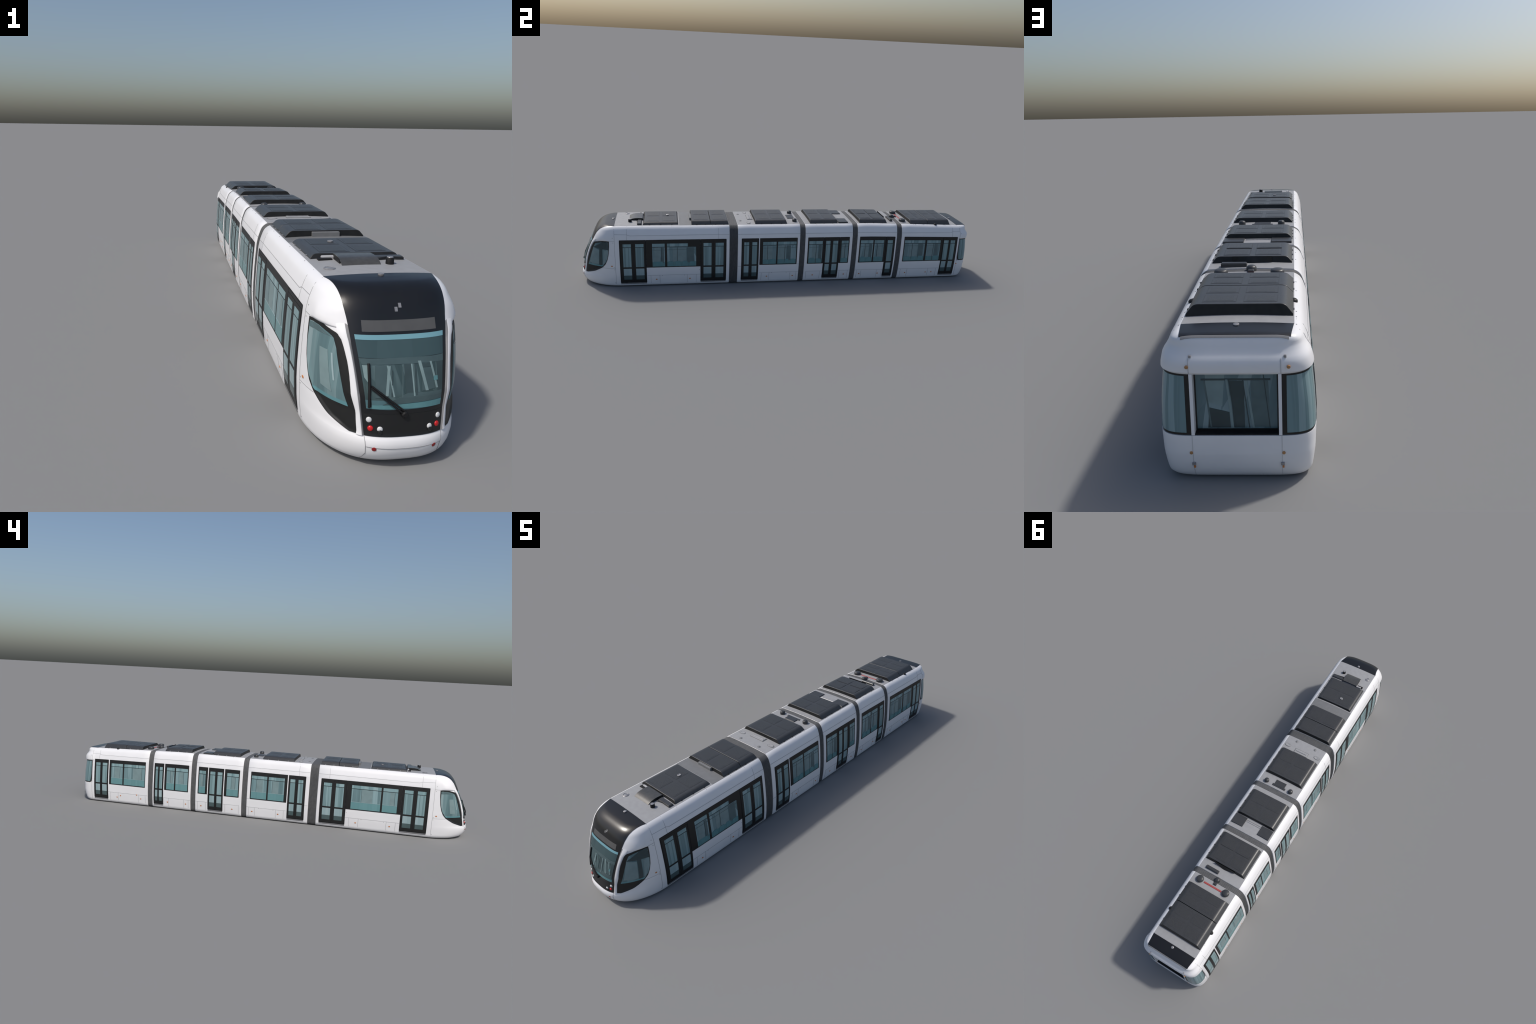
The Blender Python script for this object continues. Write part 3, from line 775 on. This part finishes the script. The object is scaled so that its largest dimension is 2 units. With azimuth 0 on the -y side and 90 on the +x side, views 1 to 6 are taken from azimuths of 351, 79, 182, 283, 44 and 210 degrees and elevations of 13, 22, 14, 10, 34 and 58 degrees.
def hood(y0, y1, car, h=.0175, xb=.1015, xt=.0865, front=.001, rear=.006, halves=None, plates=(2, 2), soft=.0065, rise=0.0):
    """trapezoid roof hood with dark end grilles and inset plates on its lid"""
    segs = halves or [(y0, y1)]
    root = None
    for si, (a, b) in enumerate(segs):
        fa = front if si == 0 else .0005; rb = rear if si == len(segs) - 1 else .0005
        zb = ROOF_Z - CROWN - .0005; zt = ROOF_Z + h - CROWN + .0005
        lx, lz = xt - xb, zt - zb - .004; ln = math.hypot(lx, lz)
        c0 = (xt + .0015, zt); p0 = (c0[0] - lx / ln * soft, c0[1] - lz / ln * soft); p2 = (c0[0] - 1.5 * soft, zt)
        prof = [(-xb, zb), (-xb, zb + .004)] + [(-((1 - t) ** 2 * p0[0] + 2 * t * (1 - t) * c0[0] + t * t * p2[0]), (1 - t) ** 2 * p0[1] + 2 * t * (1 - t) * c0[1] + t * t * p2[1]) for t in (0, .2, .4, .6, .8, 1)]
        prof = prof + [(-x, z) for x, z in reversed(prof)]
        n = len(prof); v, f, idx = [], [], []
        def lean(z, d): return d * (z - zb) / (zt - zb)
        ys = [(a, fa, 1), (b, -rb, 1)]
        up = lambda y: rise * (y - y0) / (y1 - y0)
        for y, d, _ in ys: v += [(x, y + lean(z, d), z + up(y) * (z - zb) / (zt - zb)) for x, z in prof]
        for k in range(n - 1):
            f.append((k, n + k, n + k + 1, k + 1)); idx.append(0)
        f.append(tuple(range(n))); idx.append(1)
        f.append(tuple(range(n, 2 * n))[::-1]); idx.append(1)
        o = add_mesh("roof_hood", v, f, [M["hood"], M["hood_end"]], carriages[car], idx=idx, smooth_angle=32)
        bv = o.modifiers.new("soften", "BEVEL"); bv.width = .0012; bv.segments = 2; bv.limit_method = "ANGLE"; bv.angle_limit = math.radians(35)
        root = root or o
        px, py = plates
        for i in range(px):
            for j in range(py):
                w = (2 * xt - .012) / px; l = (b - a - fa - rb - .008) / py
                cx = -xt + .006 + w * (i + .5); cy = a + fa + .004 + l * (j + .5)
                for mgn, zz, mt in ((.0065, .0003, M["hood_frame"]), (.0085, .0005, M["hood"]), (.0130, .0007, M["hood_plate"])):
                    hw, hl = w / 2 - mgn, l / 2 - mgn
                    P = [[(cx + a_ * hw, cy + b_ * hl, zt + up(cy + b_ * hl)) for a_ in (-1, 0, 1)] for b_ in (-1, 0, 1)]
                    add_mesh("hood_plate", *sheet(P, zz, .001, out=(0, 0, 1)), mt, o, smooth_angle=0)
        # foot clips along both sides
        for sg in (-1, 1):
            k = max(2, int((b - a) / .045))
            for j in range(k):
                yy = a + (b - a) * (j + .6) / (k + .2)
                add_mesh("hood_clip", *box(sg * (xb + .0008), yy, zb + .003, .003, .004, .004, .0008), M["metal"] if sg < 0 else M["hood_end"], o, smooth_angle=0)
    return root

hood(-.698, -.528, 0, h=.0115, xb=.0975, xt=.0865, front=.007, rear=.006, soft=.0055)
hood(-.466, -.2845, 0, halves=[(-.466, -.3745), (-.3735, -.2845)], plates=(2, 1))
hood(-.1525, .0095, 1)
hood(.127, .272, 2, front=.001, rear=.004)
hood(.388, .537, 3)
hood(.6645, .8875, 4, halves=[(.6645, .762), (.763, .8875)], xb=.1045, plates=(2, 2), rise=.0065)

rz = ROOF_Z - .001
# cab roof kit
car0 = carriages[0]
P = []
for y, dz in ((-.765, .0008), (-.758, .0052), (-.748, .0098), (-.735, .0122), (-.720, .0125), (-.700, .0115)):
    P.append([(x, y, rz + dz) for x in np.linspace(-.0500, .0310, 6)])
v, f = sheet(P, 0, .0016, out=(0, -.3, 1)); add_mesh("curved_cover", v, f, M["cover"], car0, smooth_angle=40)
g = Geo()
for x in (-.0495, .0305):
    g.add(*box(x, -.722, rz + .0045, .002, .05, .011))
g.build("cover_bracket", M["hood_end"], car0, smooth_angle=0)
add_mesh("roof_tray", *box(.066, -.713, rz + .0035, .062, .020, .007, .0025), M["hood"], car0, smooth_angle=0)
add_mesh("roof_tray_rail", *tube([(.036, -.728, rz + .003), (.060, -.722, rz + .006), (.096, -.722, rz + .003)], .002, 8), M["hood_end"], car0)
add_mesh("roof_vent_slot", *box(-.070, -.709, rz + .002, .030, .013, .004, .001), M["rubber"], car0, smooth_angle=0)
add_mesh("horn_panel", *box(-.062, -.703, rz + .004, .028, .008, .008, .002), M["sill"], car0, smooth_angle=0)
def rooftop(name, prof, x, y, mat, car, lift=0.0, n=28):
    return add_mesh(name, *moved(revolve(prof, n), (x, y, roof_z(x) + .0006 + lift)), mat, carriages[car], smooth_angle=45)
rooftop("antenna_base", [(.0085, -.003), (.0085, .002), (.0080, .0125), (.0068, .0140), (.002, .0142)], .0515, -.7585, M["rubber"], 0)
rooftop("antenna_cap", [(.0068, 0), (.0062, .0008), (.001, .0012)], .0515, -.7585, M["metal"], 0, .0139)
rooftop("round_vent", [(.0120, -.003), (.0120, .0020), (.0100, .0034), (.0085, .0022), (.0060, .0030), (.001, .0034)], -.0805, -.7800, M["metal"], 0, -.0010)
rooftop("hood_ring", [(.0068, -.001), (.0068, .0012), (.0055, .0018), (.0042, .0010), (.001, .0010)], -.020, -.580, M["metal"], 0, .0105)
g = Geo()
for x, y, z in ((0.001, -.8397, 0), (0.001, .9350, 0)):
    rooftop("roof_cap", [(.0058, -.003), (.0058, .0010), (.0040, .0018), (.001, .0020)], x, y, M["metal"], 0 if y < 0 else 4, .0012)

# hood notch cover, second carriage roof kit
add_mesh("hood_notch", *box(.001, -.4690, rz + .0065, .070, .0100, .013, .001), M["roof_dark"], car0, smooth_angle=0)
for x in (-.0805, .0830):
    add_mesh("oval_hatch", *moved((np.array(revolve([(.011, -.003), (.011, .0014), (.0085, .0022), (.0075, .0014), (.001, .0016)], 28)[0]) * np.array([1.25, .72, 1]),
             revolve([(.011, -.003), (.011, .0014), (.0085, .0022), (.0075, .0014), (.001, .0016)], 28)[1]), (x, -.184, roof_z(x) + .0007)), M["roof"], carriages[1], smooth_angle=45)
    add_mesh("oval_hatch_gasket", *moved((np.array(revolve([(.0135, -.003), (.0135, .0008), (.001, .0010)], 28)[0]) * np.array([1.25, .72, 1]),
             revolve([(.0135, -.003), (.0135, .0008), (.001, .0010)], 28)[1]), (x, -.184, roof_z(x) + .0004)), M["roof_dark"], carriages[1], smooth_angle=45)
for x in (-.052, .053):
    rooftop("roof_stud", [(.0072, -.003), (.0072, .0010), (.0050, .0014), (.0035, .0026), (.001, .0028)], x, -.2228, M["roof_dark"], 1, -.0005)
add_mesh("access_plate", *box(.001, -.171, rz + .0022, .070, .024, .0048, .0012), M["roof"], carriages[1], smooth_angle=0)
add_mesh("access_plate_gasket", *box(.001, -.171, rz + .0012, .075, .029, .0030, .0006), M["roof_dark"], carriages[1], smooth_angle=0)
add_mesh("access_plate_rib", *box(.001, -.171, rz + .0050, .060, .004, .0015, .0006), M["metal"], carriages[1], smooth_angle=0)
dome = [(.0115, -.003), (.0115, .0100), (.0105, .0135), (.0075, .0158), (.003, .0166), (.001, .0167)]
for x in (-.0635, .0685): rooftop("roof_dome", dome, x, .0525, M["hood"], 1, -.0015)
add_mesh("hinge_plate", *box(0, .040, rz + .0022, .055, .032, .0050, .0015), M["hood"], carriages[1], smooth_angle=0)
add_mesh("hinge_plate_wing", *box(0, .055, rz + .0018, .070, .012, .0040, .0012), M["hood"], carriages[1], smooth_angle=0)
# middle carriage pads
for x in (.0705, -.0695): add_mesh("roof_pad", *box(x, .3010, rz + .0022, .060, .0500, .0060, .0012), M["hood"], carriages[2], smooth_angle=0)
for y in (.284, .292): add_mesh("roof_rail", *box(0, y, rz + .0012, .074, .0030, .0030, .0008), M["metal"], carriages[2], smooth_angle=0)
# rear joint kit: bar, coupling knob, red bar, domes
add_mesh("roof_bar", *[(lambda b: ([tuple(p) for p in b[0]], b[1]))(box(.0425, .5690, rz + .0050, .064, .014, .0125, .0025))][0], M["hood"], carriages[3], smooth_angle=0)
rooftop("joint_knob", [(.0125, -.004), (.0125, .0070), (.0100, .0110), (.0060, .0128), (.001, .0132)], -.003, .6000, M["hood"], 3, -.001)
add_mesh("joint_knob_arm", *box(-.003, .6160, rz + .0030, .015, .018, .0100, .002), M["hood"], carriages[4], smooth_angle=0)
add_mesh("red_roof_bar", *box(0, .6355, rz + .0008, .090, .0080, .0050, .0012), M["red_bar"], carriages[4], smooth_angle=0)
dome2 = [(.0155, -.003), (.0165, .0050), (.0165, .0100), (.0150, .0130), (.0110, .0146), (.001, .0156)]
for x in (-.0668, .0668): rooftop("roof_dome", dome2, x, .6325, M["hood"], 4, -.001)
for x in (.1050, -.1050):
    rooftop("hood_side_bump", [(.0085, -.006), (.0085, .0040), (.0060, .0070), (.001, .0080)], x, .8040, M["hood_end"], 4, -.003)
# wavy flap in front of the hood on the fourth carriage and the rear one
for y, car, s in ((.5375, 3, 1),):
    P = []
    for t in np.linspace(0, 1, 6):
        P.append([(x, y + s * t * .008 * math.exp(-(x / .03) ** 2), rz + .0165 * (1 - t) * (1 if t < 1 else 0) + .0012) for x in np.linspace(-.05, .05, 17)])
    add_mesh("hood_flap", *sheet(P, 0, .001, out=(0, s, .5)), M["hood_end"], carriages[car], smooth_angle=60)

# ------------------------------------------------------------------ seams, reflectors, bolts
def seam_line(g, sg, pts, w=.0009, off=.00045):
    """thin dark gap along (y, z) points on the side skin"""
    pts = [np.array(p) for p in pts]
    for a, b in zip(pts[:-1], pts[1:]):
        d = b - a; n = np.array([-d[1], d[0]]) / (np.linalg.norm(d) + 1e-9) * w / 2
        k = max(2, int(np.linalg.norm(d) / .01) + 1)
        P = [[(sg * body_x(*(a + d * t + n * s)), *(a + d * t + n * s)) for s in (-1, 1)] for t in np.linspace(0, 1, k)]
        v, f = sheet(P, off, .001, out=(sg, -.1 if a[1] < -.8 else 0, 0)); g.add(v, f)
for ci in range(5):
    g = Geo()
    for sg in (1, -1):
        L = lambda *p: seam_line(g, sg, p)
        if ci == 0:
            L((-.8295, .006), (-.8295, .2985)); L((-.8295, .2655), (-.772, .2640), (-.758, .2590), (-.345, .2600), (-.284, .2592))
            L((-.772, .2985), (-.772, .240)); L((-.337, .2985), (-.337, .240))
            L((-.8295, .0965), (-.889, .0985)); L((-.8295, .2345), (-.854, .2345))
            L((-.682, .0575), (-.426, .0575))
            for y in (-.665, -.622, -.4895, -.4445): L((y, .0575), (y, .006))
        if ci == 1:
            L((-.2405, .2595), (.072, .2585)); L((-.131, .0572), (.071, .0572))
            for y in (-.1195, -.0795, .029, .0605): L((y, .0572), (y, .006))
            L((-.2405, .095), (-.2225, .095)); L((.060, .100), (.072, .100))
            if sg < 0: L((-.187, .296), (-.187, .2390))
        if ci == 2:
            L((.100, .2595), (.347, .2595)); L((.111, .0578), (.197, .0572)); L((.2815, .0578), (.346, .0578))
            for y in (.1125, .185, .290, .334): L((y, .0575), (y, .006))
        if ci == 3:
            L((.3745, .2600), (.586, .2605)); L((.3745, .0575), (.526, .0570))
            for y in (.385, .409, .494, .521): L((y, .0572), (y, .006))
        if ci == 4:
            L((.614, .2585), (.885, .2630), (.899, .2680), (.939, .2690)); L((.939, .295), (.939, .012)); L((.898, .2985), (.898, .2400))
            L((.614, .0570), (.842, .0566))
            for y in (.627, .665, .7835, .8285): L((y, .0570), (y, .006))
    g.build("panel_seam", M["seam"], carriages[ci], smooth_angle=30, stuff=True)
# nose bumper seams and pillar joint
g = Geo()
def nose_line(pts, w=.0009, off=.0006):
    pts = [np.array(p, float) for p in pts]
    for a, b in zip(pts[:-1], pts[1:]):
        d = b - a; n = np.array([-d[1], d[0]]) / np.linalg.norm(d) * w / 2
        k = max(2, int(np.linalg.norm(d) / .006) + 1)
        P = []
        for t in np.linspace(0, 1, k):
            P.append([((a + d * t + n * s)[0], nose_y(*(a + d * t + n * s)), (a + d * t + n * s)[1]) for s in (-1, 1)])
        g.add(*sheet(P, off, .0012, out=(0, -1, 0)))
nose_line([(-.066, .0435), (-.04, .0425), (0, .0420), (.04, .0425), (.066, .0435)])
for sg in (1, -1): nose_line([(sg * .0690, .0610), (sg * .0675, .045), (sg * .066, .030), (sg * .0700, .012)])
g.build("panel_seam", M["seam"], tram, smooth_angle=30, stuff=True)
g = Geo()
# rear panel seams
for sg in (1, -1):
    for z0, z1 in ((.006, .0985), (.2300, .262)):
        P = [[(sg * .0818 + s * .00025, float(np.interp(z, *TAIL)), z) for s in (-1, 1)] for z in np.linspace(z0, z1, 12)]
        g.add(*sheet(P, .0002, .001, out=(0, 1, 0)))
g.build("panel_seam", M["seam_faint"], tail, smooth_angle=30, stuff=True)
# roof edge seam ticks
g = Geo()
for y in (-.700, -.560, -.440, -.365, -.06, .0, .16, .25, .43, .50, .68, .74, .86, .8875, .924):
    for sg in (1, -1): g.add(*box(sg * .1088, y, .2978, .0050, .0010, .0022))
g.build("roof_edge_tick", M["seam"], tram, smooth_angle=0, stuff=True)

# side reflectors and bolts share meshes
def disc_data(name, r, h, mat):
    v, f = revolve([(r, -.001), (r, h * .6), (r * .7, h)], 16)
    me = bpy.data.meshes.new(name); me.from_pydata(v, [], f); me.materials.append(mat)
    for p in me.polygons: p.use_smooth = True
    me.set_sharp_from_angle(angle=math.radians(50)); return me
refl = disc_data("side_reflector", .0036, .0010, M["orange"])
bolt = disc_data("panel_bolt", .0016, .0006, M["seam"])
def stick(data, name, sg, y, z, sy=1.0):
    o = add_object(name, data, car_at(y)); x = body_x(y, z)
    o.location = droop((sg * x, y, z)); e = .003
    nrm = math.atan2((body_x(y + e, z) - body_x(y - e, z)) / (2 * e), 1)
    tilt = math.atan2((body_x(y, z + e) - body_x(y, z - e)) / (2 * e), 1)
    o.rotation_euler = (0, sg * (math.pi / 2 + tilt), -sg * nrm); o.scale = (.8, sy, 1)
for sg in (1, -1):
    ys = [-.638, -.4765, -.0915, .0425, .148, .315, .3995, .5005]
    for y in ys: stick(refl, "side_reflector", sg, y, .0352, 1.15)
    stick(refl, "side_reflector", sg, -.8460, .1095, 1.15)
    for y, z in ([(.655, .034), (.772, .034), (.805, .034), (.9400, .080)] if sg > 0 else [(.653, .036), (.676, .055), (.770, .042), (.790, .032)]):
        stick(refl, "side_reflector", sg, y, z, 1.0)
    for y, z in ((-.838, .249), (-.836, .2265), (-.8335, .1035), (-.8335, .091), (-.834, .020), (.9445, .2590), (-.430, .082), (-.61, .0545), (-.503, .0545), (-.067, .0545), (.009, .0545)):
        stick(bolt, "panel_bolt", sg, y, z)
